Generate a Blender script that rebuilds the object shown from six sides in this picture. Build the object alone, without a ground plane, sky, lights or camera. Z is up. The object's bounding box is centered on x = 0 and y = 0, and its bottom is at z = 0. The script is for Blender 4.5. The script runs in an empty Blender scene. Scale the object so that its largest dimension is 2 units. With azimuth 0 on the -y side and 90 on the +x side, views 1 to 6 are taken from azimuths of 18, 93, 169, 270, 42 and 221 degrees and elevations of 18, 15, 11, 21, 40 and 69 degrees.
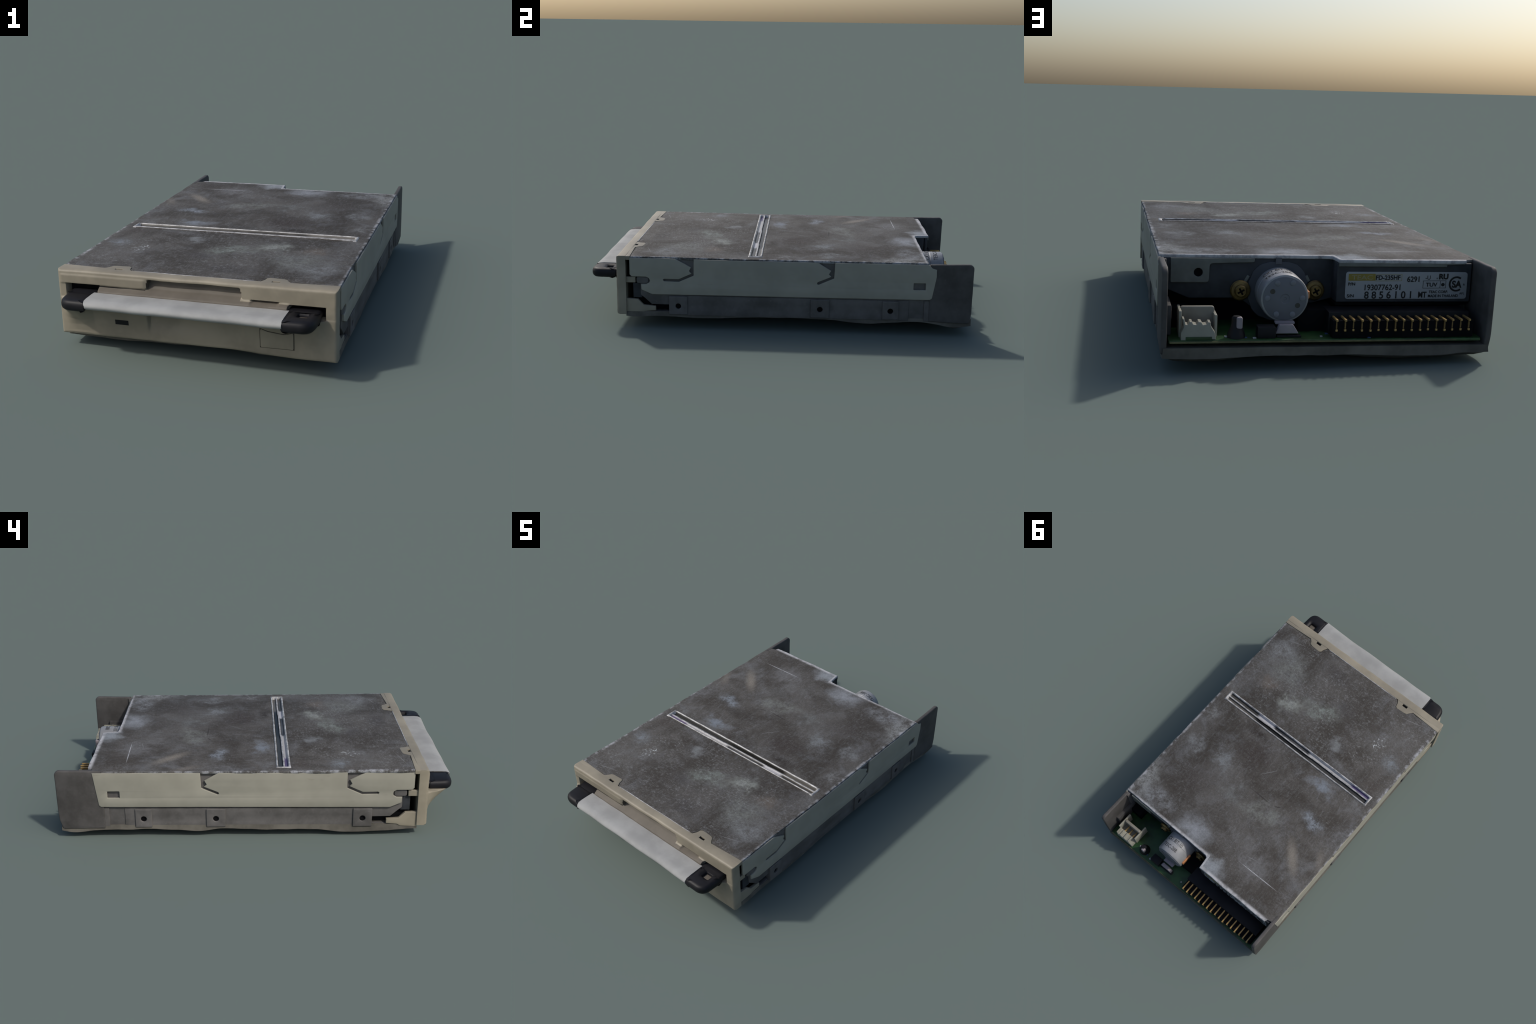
import bpy, bmesh, math, random
from mathutils import Vector, Matrix, noise

random.seed(7)
YAW, ROLL, PITCH = 0.0157, 0.0215, 0.004
POSE = (Matrix.Rotation(YAW, 4, 'Z') @ Matrix.Rotation(-ROLL, 4, 'Y') @ Matrix.Rotation(PITCH, 4, 'X'))
COL = bpy.context.scene.collection

# ------------------------------------------------------------------ materials
class Nodes:
    """small helper around a Principled material on Object coordinates"""
    def __init__(self, name, rough=0.6, spec=0.3, metal=0.0):
        self.m = bpy.data.materials.new(name)
        self.m.use_nodes = True
        self.t = self.m.node_tree
        self.b = self.t.nodes['Principled BSDF']
        self.b.inputs['Roughness'].default_value = rough
        self.b.inputs['Specular IOR Level'].default_value = spec
        self.b.inputs['Metallic'].default_value = metal
        self.co = self.n('ShaderNodeTexCoord').outputs['Object']
        self.warped = None

    def warp(self, scale, amount):
        nd = self.n('ShaderNodeTexNoise')
        self.put(nd.inputs['Vector'], self.co)
        nd.inputs['Scale'].default_value = scale
        nd.inputs['Detail'].default_value = 6
        nd.inputs['Roughness'].default_value = 0.65
        sub = self.n('ShaderNodeVectorMath', operation='SUBTRACT')
        self.put(sub.inputs[0], nd.outputs['Color'])
        sub.inputs[1].default_value = (0.5, 0.5, 0.5)
        sc = self.n('ShaderNodeVectorMath', operation='SCALE')
        self.put(sc.inputs[0], sub.outputs[0])
        sc.inputs['Scale'].default_value = amount
        ad = self.n('ShaderNodeVectorMath', operation='ADD')
        self.put(ad.inputs[0], self.co)
        self.put(ad.inputs[1], sc.outputs[0])
        self.warped = ad.outputs[0]

    def n(self, kind, **props):
        nd = self.t.nodes.new(kind)
        for k, v in props.items():
            setattr(nd, k, v)
        return nd

    def put(self, sock, v):
        if isinstance(v, bpy.types.NodeSocket):
            self.t.links.new(v, sock)
        elif isinstance(v, (tuple, list)):
            sock.default_value = (*v, 1.0) if (sock.type == 'RGBA' and len(v) == 3) else v
        else:
            sock.default_value = v

    def noise(self, scale, detail=5, rough=0.6, stretch=(1, 1, 1), dist=0.0, vec=None):
        v = vec or self.co
        if stretch != (1, 1, 1):
            mp = self.n('ShaderNodeMapping')
            mp.inputs['Scale'].default_value = stretch
            self.put(mp.inputs['Vector'], v)
            v = mp.outputs['Vector']
        nd = self.n('ShaderNodeTexNoise')
        self.put(nd.inputs['Vector'], v)
        nd.inputs['Scale'].default_value = scale
        nd.inputs['Detail'].default_value = detail
        nd.inputs['Roughness'].default_value = rough
        nd.inputs['Distortion'].default_value = dist
        return nd.outputs['Fac']

    def step(self, v, a, b, lo=0.0, hi=1.0):
        nd = self.n('ShaderNodeMapRange', interpolation_type='SMOOTHSTEP')
        self.put(nd.inputs['Value'], v)
        for i, x in enumerate((a, b, lo, hi)):
            nd.inputs[1 + i].default_value = x
        return nd.outputs['Result']

    def math(self, op, a, b=0.0):
        nd = self.n('ShaderNodeMath', operation=op)
        self.put(nd.inputs[0], a)
        self.put(nd.inputs[1], b)
        return nd.outputs[0]

    def mix(self, f, a, b, blend='MIX'):
        nd = self.n('ShaderNodeMix', data_type='RGBA', blend_type=blend)
        self.put(nd.inputs[0], f)
        self.put(nd.inputs[6], a)
        self.put(nd.inputs[7], b)
        return nd.outputs[2]

    def blob(self, cx, cy, rx, ry, ang=0.0, inner=0.0, flat='z', cz=0.0):
        """soft elliptical mask around (cx, cy); 1 inside, 0 outside"""
        mp = self.n('ShaderNodeMapping', vector_type='TEXTURE')
        self.put(mp.inputs['Vector'], self.warped if (self.warped is not None and min(rx, ry) > 0.049) else self.co)
        mp.inputs['Location'].default_value = (cx, cy, cz)
        mp.inputs['Rotation'].default_value = (0, 0, ang)
        mp.inputs['Scale'].default_value = (rx, ry, 1000.0 if flat == 'z' else rx)
        ln = self.n('ShaderNodeVectorMath', operation='LENGTH')
        self.put(ln.inputs[0], mp.outputs['Vector'])
        return self.step(ln.outputs['Value'], 1.0, inner)

    def axis(self, i):
        s = self.n('ShaderNodeSeparateXYZ')
        self.put(s.inputs[0], self.co)
        return s.outputs[i]

    def bump(self, h, strength=0.2, dist=0.003):
        nd = self.n('ShaderNodeBump')
        nd.inputs['Strength'].default_value = strength
        nd.inputs['Distance'].default_value = dist
        self.put(nd.inputs['Height'], h)
        self.put(self.b.inputs['Normal'], nd.outputs['Normal'])

    def done(self, colour):
        self.put(self.b.inputs['Base Color'], colour)
        return self.m


def simple(name, c, vary=0.18, scale=9, rough=0.6, spec=0.3, metal=0.0, stretch=(1, 1, 1), bump=0.0):
    k = Nodes(name, rough, spec, metal)
    f = k.step(k.noise(scale, 6, 0.62, stretch), 0.3, 0.7)
    lo = tuple(x * (1 - vary) for x in c)
    hi = tuple(min(1, x * (1 + vary)) for x in c)
    if bump:
        k.bump(k.noise(scale * 14, 4), bump)
    return k.done(k.mix(f, lo, hi))


def cover_top_material():
    k = Nodes('steel_darkened_by_reflections', 0.68, 0.12)
    k.warp(7.0, 0.26)
    big = k.step(k.noise(3.2, 4, 0.6, dist=0.6), 0.36, 0.66)
    col = k.mix(big, (0.046, 0.0415, 0.0365), (0.083, 0.079, 0.074))  # dark tone baked in from what the scanned steel reflected
    cloud = k.step(k.noise(6.5, 9, 0.74, dist=0.5), 0.47, 0.72)
    col = k.mix(k.math('MULTIPLY', cloud, 0.50), col, (0.142, 0.149, 0.158))
    # broad marks: (x, y, rx, ry, angle, colour, strength, grain mixed in)
    marks = [
        (0.50, -0.61, 0.14, 0.14, 0.0, (0.185, 0.195, 0.22), 0.55, 1),
        (0.23, -0.345, 0.11, 0.10, 0.0, (0.25, 0.27, 0.27), 0.75, 1),
        (0.02, -0.42, 0.18, 0.09, 0.3, (0.20, 0.23, 0.23), 0.65, 1),
        (0.36, -0.52, 0.20, 0.17, 0.0, (0.17, 0.18, 0.185), 0.55, 1),
        (0.29, 0.24, 0.11, 0.14, 0.4, (0.19, 0.205, 0.235), 0.60, 1),
        (0.50, 0.27, 0.10, 0.08, 0.0, (0.19, 0.20, 0.225), 0.55, 1),
        (0.56, 0.02, 0.07, 0.08, 0.0, (0.19, 0.195, 0.215), 0.55, 1),
        (-0.284, -0.026, 0.13, 0.055, -0.15, (0.175, 0.20, 0.255), 0.75, 0),
        (-0.368, 0.192, 0.12, 0.075, 0.1, (0.195, 0.22, 0.275), 0.75, 1),
        (-0.112, 0.335, 0.17, 0.08, 0.2, (0.165, 0.175, 0.165), 0.65, 1),
        (0.10, 0.36, 0.12, 0.08, 0.2, (0.15, 0.165, 0.18), 0.5, 1),
        (0.136, 0.70, 0.17, 0.10, 0.0, (0.225, 0.24, 0.285), 0.8, 0),
        (-0.08, 0.80, 0.13, 0.09, 0.0, (0.26, 0.28, 0.325), 0.8, 0),
        (0.46, 0.68, 0.20, 0.11, 0.0, (0.195, 0.205, 0.235), 0.7, 1),
        (0.60, 0.62, 0.10, 0.22, 0.0, (0.24, 0.25, 0.27), 0.7, 1),
        (-0.172, -0.294, 0.055, 0.05, 0.0, (0.17, 0.18, 0.20), 0.7, 0),
        (-0.543, -0.412, 0.10, 0.10, 0.0, (0.165, 0.185, 0.225), 0.6, 1),
        (-0.28, 0.62, 0.22, 0.16, 0.0, (0.125, 0.125, 0.14), 0.6, 1),
        (-0.57, 0.15, 0.08, 0.12, 0.0, (0.15, 0.155, 0.18), 0.5, 1),
        (0.434, -0.367, 0.11, 0.10, 0.0, (0.118, 0.100, 0.086), 0.75, 0),
        (0.178, 0.081, 0.19, 0.13, 0.0, (0.044, 0.037, 0.034), 0.8, 0),
        (0.245, -0.055, 0.13, 0.06, 0.0, (0.028, 0.023, 0.020), 0.85, 0),
        (0.09, -0.673, 0.15, 0.10, 0.0, (0.045, 0.041, 0.040), 0.75, 0),
        (-0.10, -0.53, 0.12, 0.10, 0.0, (0.055, 0.052, 0.052), 0.6, 0),
        (-0.55, -0.20, 0.10, 0.09, 0.0, (0.055, 0.047, 0.043), 0.6, 0),
        (0.35, 0.42, 0.17, 0.14, 0.0, (0.058, 0.052, 0.050), 0.6, 0),
        (-0.03, 0.15, 0.15, 0.09, 0.0, (0.058, 0.053, 0.049), 0.6, 0),
        (-0.20, 0.45, 0.24, 0.05, 0.1, (0.075, 0.073, 0.076), 0.6, 0),
        (-0.43, 0.44, 0.048, 0.17, 0.74, (0.168, 0.152, 0.134), 0.95, 0),
        (-0.575, 0.36, 0.04, 0.11, 0.5, (0.150, 0.135, 0.120), 0.6, 0),
    ]
    grain = k.step(k.noise(17, 10, 0.84), 0.42, 0.58, 0.15, 1.25)
    for cx, cy, rx, ry, an, c, s, g in marks:
        f = k.math('MULTIPLY', k.blob(cx, cy, rx, ry, an), s)
        if g:
            f = k.math('MULTIPLY', f, grain)
        col = k.mix(f, col, (c[0], c[1] * 1.01, c[2] * (0.93 if c[2] > c[0] else 1.0)))
    # short brushed flecks, strongest towards the front half
    fleck = k.step(k.noise(60, 6, 0.85, (1.0, 1.6, 1.0), 0.4), 0.50, 0.66)
    front = k.math('MULTIPLY', k.step(k.axis(1), 0.05, -0.35, 0.30, 0.65), k.step(k.noise(5, 5, 0.7), 0.35, 0.65, 0.25, 1.0))
    col = k.mix(k.math('MULTIPLY', fleck, front), col, (0.24, 0.25, 0.255))
    fine = k.step(k.noise(120, 5, 0.8), 0.3, 0.7, 0.80, 1.20)
    col = k.mix(1.0, col, fine, 'MULTIPLY')
    brush = k.step(k.noise(26, 7, 0.75, (3.2, 0.7, 1.0), 0.5), 0.50, 0.72)
    col = k.mix(k.math('MULTIPLY', brush, 0.30), col, (0.19, 0.20, 0.21))
    # rubbed bright spot, long scratch, faint stamped outline
    spot = k.math('MULTIPLY', k.blob(-0.372, -0.485, 0.060, 0.058), k.step(k.noise(85, 3, 0.6), 0.53, 0.62))
    col = k.mix(spot, col, (0.52, 0.56, 0.58))
    scr = k.math('MULTIPLY', k.blob(-0.345, 0.660, 0.175, 0.0035, 0.01, 0.4), k.step(k.noise(30, 3), 0.3, 0.55, 0.25, 0.9))
    col = k.mix(scr, col, (0.34, 0.35, 0.37))
    for cx, cy, rx, ry, an in [(0.45, -0.70, 0.07, 0.002, 0.3), (-0.25, 0.60, 0.05, 0.002, 0.2), (0.02, 0.11, 0.07, 0.002, 0.9), (-0.47, -0.73, 0.12, 0.002, 0.25)]:
        col = k.mix(k.math('MULTIPLY', k.blob(cx, cy, rx, ry, an, 0.3), 0.55), col, (0.25, 0.26, 0.27))
    for cx, cy, rx, ry, an in [(-0.04, 0.264, 0.105, 0.006, -0.03), (-0.188, 0.14, 0.004, 0.10, 0.0), (-0.163, 0.252, 0.035, 0.006, 0.5)]:
        col = k.mix(k.math('MULTIPLY', k.blob(cx, cy, rx, ry, an, 0.2), 0.85), col, (0.036, 0.033, 0.031))
    # pale band along the edges
    ax, ay = k.math('ABSOLUTE', k.axis(0)), k.axis(1)
    edge_noise = k.noise(26, 5, 0.7)
    e1 = k.math('MULTIPLY', k.step(ax, 0.597, 0.612), k.step(edge_noise, 0.42, 0.62))
    e2 = k.math('MULTIPLY', k.step(k.math('SUBTRACT', ay, k.math('MULTIPLY', k.step(k.axis(0), -0.045, -0.055), 0.080)), 0.735, 0.752), k.step(edge_noise, 0.3, 0.6, 0.35, 1.0))
    col = k.mix(k.math('MULTIPLY', e1, 0.8), col, (0.33, 0.34, 0.36))
    col = k.mix(k.math('MULTIPLY', e2, 0.9), col, (0.46, 0.46, 0.47))
    k.bump(k.noise(35, 6, 0.65), 0.12, 0.003)
    return k.done(col)


def cover_side_material():
    k = Nodes('zinc_plated_steel', 0.6, 0.25)
    f = k.step(k.noise(4, 6, 0.6), 0.3, 0.7)
    col = k.mix(f, (0.255, 0.247, 0.205), (0.305, 0.295, 0.245))
    streak = k.step(k.noise(14, 5, 0.75, (1, 0.35, 2.6)), 0.62, 0.72)
    col = k.mix(k.math('MULTIPLY', streak, 0.28), col, (0.17, 0.15, 0.11))
    return k.done(col)


def frame_material(name, dark):
    k = Nodes(name, 0.6, 0.2)
    f = k.step(k.noise(6, 7, 0.65), 0.32, 0.7)
    col = k.mix(f, tuple(0.072 * dark * c for c in (1.05, 1.0, 0.95)), tuple(0.125 * dark * c for c in (1.05, 1.0, 0.97)))
    s = k.step(k.noise(40, 6, 0.75), 0.58, 0.75)
    col = k.mix(k.math('MULTIPLY', s, 0.4), col, tuple(0.19 * dark * c for c in (1.03, 1.0, 0.98)))
    k.bump(k.noise(60, 4), 0.15)
    return k.done(col)


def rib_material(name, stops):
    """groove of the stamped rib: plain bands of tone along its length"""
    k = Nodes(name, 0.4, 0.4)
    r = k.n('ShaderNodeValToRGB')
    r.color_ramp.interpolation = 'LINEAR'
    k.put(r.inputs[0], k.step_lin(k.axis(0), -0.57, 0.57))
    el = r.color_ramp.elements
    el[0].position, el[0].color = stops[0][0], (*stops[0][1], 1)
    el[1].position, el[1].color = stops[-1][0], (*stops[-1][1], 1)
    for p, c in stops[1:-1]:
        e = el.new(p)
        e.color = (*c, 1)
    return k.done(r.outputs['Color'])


def step_lin(self, v, a, b):
    nd = self.n('ShaderNodeMapRange')
    self.put(nd.inputs['Value'], v)
    nd.inputs[1].default_value, nd.inputs[2].default_value = a, b
    return nd.outputs['Result']
Nodes.step_lin = step_lin

M = {}
M['top'] = cover_top_material()
M['side'] = cover_side_material()
M['frame'] = frame_material('cast_metal', 1.0)
M['flange'] = frame_material('dark_cast_metal', 0.68)
M['bezel'] = simple('aged_beige_plastic', (0.232, 0.208, 0.158), 0.17, 4, 0.5, 0.35)
M['door'] = simple('recess_shade_darkened_beige', (0.105, 0.092, 0.074), 0.15, 8, 0.6)  # bezel beige darkened to paint the recess's occlusion shade
M['black'] = simple('black_plastic', (0.008, 0.008, 0.010), 0.3, 12, 0.5, 0.22)
M['void'] = simple('dark_interior', (0.006, 0.006, 0.007), 0.2, 10, 0.9, 0.05)
M['label'] = simple('paper_label', (0.292, 0.296, 0.290), 0.10, 9, 0.7, 0.2)
M['pale'] = simple('glint_lightened_metal', (0.29, 0.29, 0.29), 0.55, 30, 0.4, 0.5)  # rib rim's glossy reflection painted in as a pale colour
M['tab'] = simple('zinc_tab', (0.125, 0.132, 0.118), 0.15, 14, 0.6)
M['rear'] = simple('rear_cast_plate', (0.030, 0.033, 0.038), 0.3, 12, 0.6)
M['sticker'] = simple('white_sticker', (0.26, 0.27, 0.28), 0.04, 6, 0.5)  # white paper tinted grey, rear shade baked into it
M['ink'] = simple('black_ink', (0.008, 0.008, 0.008), 0.1, 6, 0.6)
M['yellow'] = simple('yellow_print', (0.21, 0.165, 0.03), 0.06, 8, 0.5)
M['yellow_pale'] = simple('pale_yellow_print', (0.245, 0.225, 0.13), 0.04, 8, 0.5)
M['board'] = simple('green_circuit_board', (0.014, 0.050, 0.012), 0.5, 14, 0.4, 0.5)
M['board_edge'] = simple('board_edge_fibre', (0.11, 0.105, 0.05), 0.3, 25, 0.6)
M['nylon'] = simple('white_nylon', (0.255, 0.25, 0.205), 0.14, 10, 0.5)
M['gold'] = simple('gold_contact', (0.42, 0.27, 0.095), 0.25, 30, 0.35, 0.5, 0.35)
M['leg'] = simple('tarnished_contact', (0.16, 0.10, 0.035), 0.4, 25, 0.5, 0.3)
M['brass'] = simple('passivated_brass', (0.15, 0.10, 0.03), 0.5, 18, 0.35, 0.5, 0.5)
M['motor'] = simple('motor_can', (0.27, 0.275, 0.28), 0.15, 12, 0.45, 0.4, 0.2)
M['motor_cap'] = simple('motor_cap_plastic', (0.125, 0.131, 0.145), 0.05, 5, 0.5)
M['motor_dot'] = simple('motor_cap_rivet', (0.165, 0.173, 0.19), 0.05, 8, 0.5)
M['cap_hole'] = simple('cap_hole_shade', (0.05, 0.048, 0.04), 0.2)
M['nylon_back'] = simple('greyed_nylon', (0.19, 0.18, 0.15), 0.15, 14)
M['copper'] = simple('copper_wire', (0.42, 0.18, 0.07), 0.3, 30, 0.4, 0.5, 0.3)
M['pinkish'] = simple('pinkish_ribbon', (0.26, 0.23, 0.24), 0.1, 12, 0.6)
M['bottom'] = simple('shade_darkened_underside', (0.105, 0.098, 0.083), 0.3, 7, 0.8, 0.2)
M['groove_back'] = rib_material('rib_groove_painted_dark_reflection', [
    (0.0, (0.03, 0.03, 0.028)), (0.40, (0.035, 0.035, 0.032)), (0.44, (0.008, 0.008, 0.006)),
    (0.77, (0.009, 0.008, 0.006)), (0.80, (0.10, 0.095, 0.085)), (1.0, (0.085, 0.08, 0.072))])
M['groove_front'] = rib_material('rib_groove_painted_reflection', [
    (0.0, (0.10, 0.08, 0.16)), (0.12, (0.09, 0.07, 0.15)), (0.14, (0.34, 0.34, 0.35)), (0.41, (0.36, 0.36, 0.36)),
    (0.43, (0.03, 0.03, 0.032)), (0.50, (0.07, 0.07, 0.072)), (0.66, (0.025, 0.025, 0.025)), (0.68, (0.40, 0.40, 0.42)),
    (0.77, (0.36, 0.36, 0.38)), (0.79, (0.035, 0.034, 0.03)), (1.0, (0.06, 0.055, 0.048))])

# ------------------------------------------------------------------ objects
def empty(name, label, category):
    e = bpy.data.objects.new(name, None)
    COL.objects.link(e)
    e.empty_display_size = 0.2
    e.matrix_world = POSE
    e['label'], e['category'] = label, category
    return e


def add(name, mesh, mat, parent, smooth=None):
    o = bpy.data.objects.new(name, mesh)
    COL.objects.link(o)
    if mat is not None:
        for m_ in (mat if isinstance(mat, (list, tuple)) else [mat]):
            mesh.materials.append(m_)
    o.parent = parent
    if smooth is not None:
        mesh.shade_smooth()
        mesh.set_sharp_from_angle(angle=math.radians(smooth))
    return o


def from_bm(bm, name):
    me = bpy.data.meshes.new(name)
    bmesh.ops.recalc_face_normals(bm, faces=bm.faces)
    bm.to_mesh(me)
    bm.free()
    return me


def box(name, lo, hi, mat, parent, bevel=0.003, seg=2, mtx=None):
    bm = bmesh.new()
    bmesh.ops.create_cube(bm, size=1.0)
    for v in bm.verts:
        v.co = Vector(((lo[i] + hi[i]) / 2 + v.co[i] * (hi[i] - lo[i])) for i in range(3))
    if bevel:
        bmesh.ops.bevel(bm, geom=list(bm.edges), offset=min(bevel, 0.45 * min(hi[i] - lo[i] for i in range(3))), segments=seg, affect='EDGES', profile=0.6)
    if mtx is not None:
        bm.transform(mtx)
    return add(name, from_bm(bm, name), mat, parent, 35)


def resample(pts, step):
    out = []
    for i, p in enumerate(pts):
        q = pts[(i + 1) % len(pts)]
        d = math.hypot(q[0] - p[0], q[1] - p[1])
        n = max(1, int(d / step))
        for j in range(n):
            t = j / n
            out.append((p[0] + (q[0] - p[0]) * t, p[1] + (q[1] - p[1]) * t))
    return out


def rounded(pts, r, seg=4):
    """round every corner of a polygon by radius r (or a list of radii)"""
    out, n = [], len(pts)
    for i in range(n):
        rr = r[i] if isinstance(r, (list, tuple)) else r
        p, a, b = Vector(pts[i]), Vector(pts[i - 1]), Vector(pts[(i + 1) % n])
        u, v = (a - p), (b - p)
        k = min(rr, 0.45 * u.length, 0.45 * v.length)
        if k < 1e-5:
            out.append(tuple(p))
            continue
        s, e = p + u.normalized() * k, p + v.normalized() * k
        for j in range(seg + 1):
            t = j / seg
            out.append(tuple((1 - t) ** 2 * s + 2 * t * (1 - t) * p + t * t * e))
    return out


def rect(x0, y0, x1, y1):
    return [(x0, y0), (x1, y0), (x1, y1), (x0, y1)]


def circle(cx, cy, r, n=24):
    return [(cx + r * math.cos(2 * math.pi * i / n), cy + r * math.sin(2 * math.pi * i / n)) for i in range(n)]


AX = {  # 2D outline (u, v) -> local frame; third axis is the plate's thickness
    'top': Matrix(((1, 0, 0, 0), (0, 1, 0, 0), (0, 0, 1, 0), (0, 0, 0, 1))),
    'side': Matrix(((0, 0, 1, 0), (1, 0, 0, 0), (0, 1, 0, 0), (0, 0, 0, 1))),     # u=y v=z w=x
    'rear': Matrix(((-1, 0, 0, 0), (0, 0, 1, 0), (0, 1, 0, 0), (0, 0, 0, 1))),    # u=-x v=z w=y
}


def plate(name, outline, w0, w1, axis, mat, parent, holes=(), bevel=0.003, wobble=0.0, step=None, sink=0.0):
    """sheet cut to an outline with holes; spans w0..w1 along the axis"""
    cu = bpy.data.curves.new(name, 'CURVE')
    cu.dimensions = '2D'
    cu.fill_mode = 'BOTH'
    bevel = min(bevel, 0.4 * (w1 - w0))
    cu.extrude = (w1 - w0) / 2 - bevel
    cu.bevel_depth = bevel
    cu.bevel_resolution = 2
    cu.offset = -bevel
    for pts in [outline, *holes]:
        if step:
            pts = resample(pts, step)
        sp = cu.splines.new('POLY')
        sp.points.add(len(pts) - 1)
        for q, p in zip(sp.points, pts):
            x, y = p
            if wobble:
                nv = noise.noise_vector(Vector((x * 9, y * 9, w0 * 7 + 3)))
                nv2 = noise.noise_vector(Vector((x * 31, y * 31, w0 * 7 + 9)))
                x += wobble * (nv.x + 0.4 * nv2.x)
                y += wobble * (nv.y + 0.4 * nv2.y)
            q.co = (x, y, 0, 1)
        sp.use_cyclic_u = True
    tmp = bpy.data.objects.new('tmp', cu)
    COL.objects.link(tmp)
    me = bpy.data.meshes.new_from_object(tmp.evaluated_get(bpy.context.evaluated_depsgraph_get()))
    bpy.data.objects.remove(tmp)
    bpy.data.curves.remove(cu)
    bm = bmesh.new()
    bm.from_mesh(me)
    bpy.data.meshes.remove(me)
    bmesh.ops.remove_doubles(bm, verts=bm.verts, dist=1e-6)
    bm.transform(AX[axis] @ Matrix.Translation((0, 0, (w0 + w1) / 2)))
    return add(name, from_bm(bm, name), mat, parent, 40)


def turned(name, profile, mtx, mat, parent, n=48):
    """surface of revolution: profile of (radius, height) about the matrix's z"""
    bm = bmesh.new()
    rings = []
    for r, h in profile:
        if r < 1e-6:
            rings.append([bm.verts.new((0, 0, h))])
        else:
            rings.append([bm.verts.new((r * math.cos(2 * math.pi * i / n), r * math.sin(2 * math.pi * i / n), h)) for i in range(n)])
    for a, b in zip(rings, rings[1:]):
        for i in range(n):
            j = (i + 1) % n
            f = [a[i % len(a)], a[j % len(a)], b[j % len(b)], b[i % len(b)]]
            f = list(dict.fromkeys(f))
            if len(f) > 2:
                bm.faces.new(f)
    bm.transform(mtx)
    return add(name, from_bm(bm, name), mat, parent, 35)


def rear_axis(x, y, z):  # revolve about +y, pointing out of the rear
    return Matrix.Translation((x, y, z)) @ Matrix.Rotation(-math.pi / 2, 4, 'X')


def interp(pts, t):
    if t <= pts[0][0]:
        return pts[0][1]
    for (a, va), (b, vb) in zip(pts, pts[1:]):
        if t <= b:
            k = (t - a) / (b - a)
            return va + (vb - va) * k
    return pts[-1][1]


def ss(a, b, t):
    t = max(0.0, min(1.0, (t - a) / (b - a)))
    return t * t * (3 - 2 * t)


def band(t, a, b, s):
    return ss(a - s, a + s, t) * (1 - ss(b - s, b + s, t))


def fbm(x, y, z=0.0, f=1.0):
    v = Vector((x * f, y * f, z * f))
    return noise.noise(v) + 0.5 * noise.noise(v * 2.1) + 0.25 * noise.noise(v * 4.3)


# =================================================================== DRIVE
drive = empty('floppy_drive', 'flat worn metal disk drive with beige front and open back', 'floppy drive')

# ---------------------------------------------------------------- top cover
TOP = 0.370
cover_outline = [
    (0.613, -0.772), (0.412, -0.782), (0.398, -0.768), (0.388, -0.750), (0.374, -0.7445), (0.362, -0.7535), (0.328, -0.7535), (0.312, -0.7415),
    (0.300, -0.750), (0.296, -0.772), (0.280, -0.796), (-0.285, -0.793), (-0.302, -0.772), (-0.306, -0.750), (-0.318, -0.7415), (-0.332, -0.7535),
    (-0.366, -0.7535), (-0.380, -0.7445), (-0.392, -0.752), (-0.402, -0.772), (-0.418, -0.782), (-0.614, -0.772),
    (-0.607, 0.815), (-0.560, 0.822), (-0.553, 0.840), (-0.050, 0.841), (-0.043, 0.768), (-0.030, 0.760), (0.300, 0.756), (0.613, 0.752)]
rib_hole = rect(-0.563, -0.164, 0.561, -0.096)
top_cover = plate('top_cover', cover_outline, 0.356, TOP, 'top', M['top'], drive, [rib_hole], bevel=0.004, wobble=0.004, step=0.03)
plate('cover_front_edge', [(0.27, -0.799), (0.27, -0.7945), (-0.275, -0.7915), (-0.275, -0.796)], 0.3655, 0.3712, 'top', M['pale'], top_cover, bevel=0.0012, wobble=0.001, step=0.03)

# stamped stiffening rib with a raised rim and two grooves
def stamped_rib():
    prof = [(-0.0385, -0.002), (-0.035, 0.003), (-0.030, 0.0045), (-0.025, 0.001), (-0.021, -0.010), (-0.009, -0.010), (-0.005, -0.003), (-0.001, -0.0015),
            (0.003, -0.003), (0.006, -0.013), (0.022, -0.013), (0.026, 0.001), (0.031, 0.0045), (0.035, 0.003), (0.0385, -0.002)]
    xs = [-0.5675, -0.565, -0.561, -0.556, -0.550] + [-0.545 + 1.085 * i / 60 for i in range(61)] + [0.546, 0.552, 0.557, 0.561, 0.5645]
    bm = bmesh.new()
    rows = []
    for i, x in enumerate(xs):
        e = min(i, len(xs) - 1 - i)
        row = []
        for dy, dz in prof:
            rim = [-0.002, 0.003, 0.0045, 0.002][e] if e < 4 else None
            h = dz
            if rim is not None:
                h = min(rim, 0.0045 if abs(dy) < 0.033 else dz)
            shift = 0.0025 * (ss(-0.13, -0.09, x) + ss(0.23, 0.26, x) - 1.2) if abs(dy) < 0.02 else 0
            wob = 0.0012 * noise.noise(Vector((x * 14, dy * 40, 2)))
            row.append(bm.verts.new((x, -0.130 + dy + shift + wob, TOP + h)))
        rows.append(row)
    for i in range(len(rows) - 1):
        for j in range(len(prof) - 1):
            f = bm.faces.new((rows[i][j], rows[i + 1][j], rows[i + 1][j + 1], rows[i][j + 1]))
            inside = 4 <= i < len(rows) - 5
            f.material_index = 3 if (j in (0, 13) and inside) else 0
            if inside and 3 <= j <= 5:
                f.material_index = 1
            elif inside and 8 <= j <= 10:
                f.material_index = 2
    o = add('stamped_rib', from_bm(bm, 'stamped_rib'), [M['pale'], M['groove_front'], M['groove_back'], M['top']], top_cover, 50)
    return o
stamped_rib()

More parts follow.
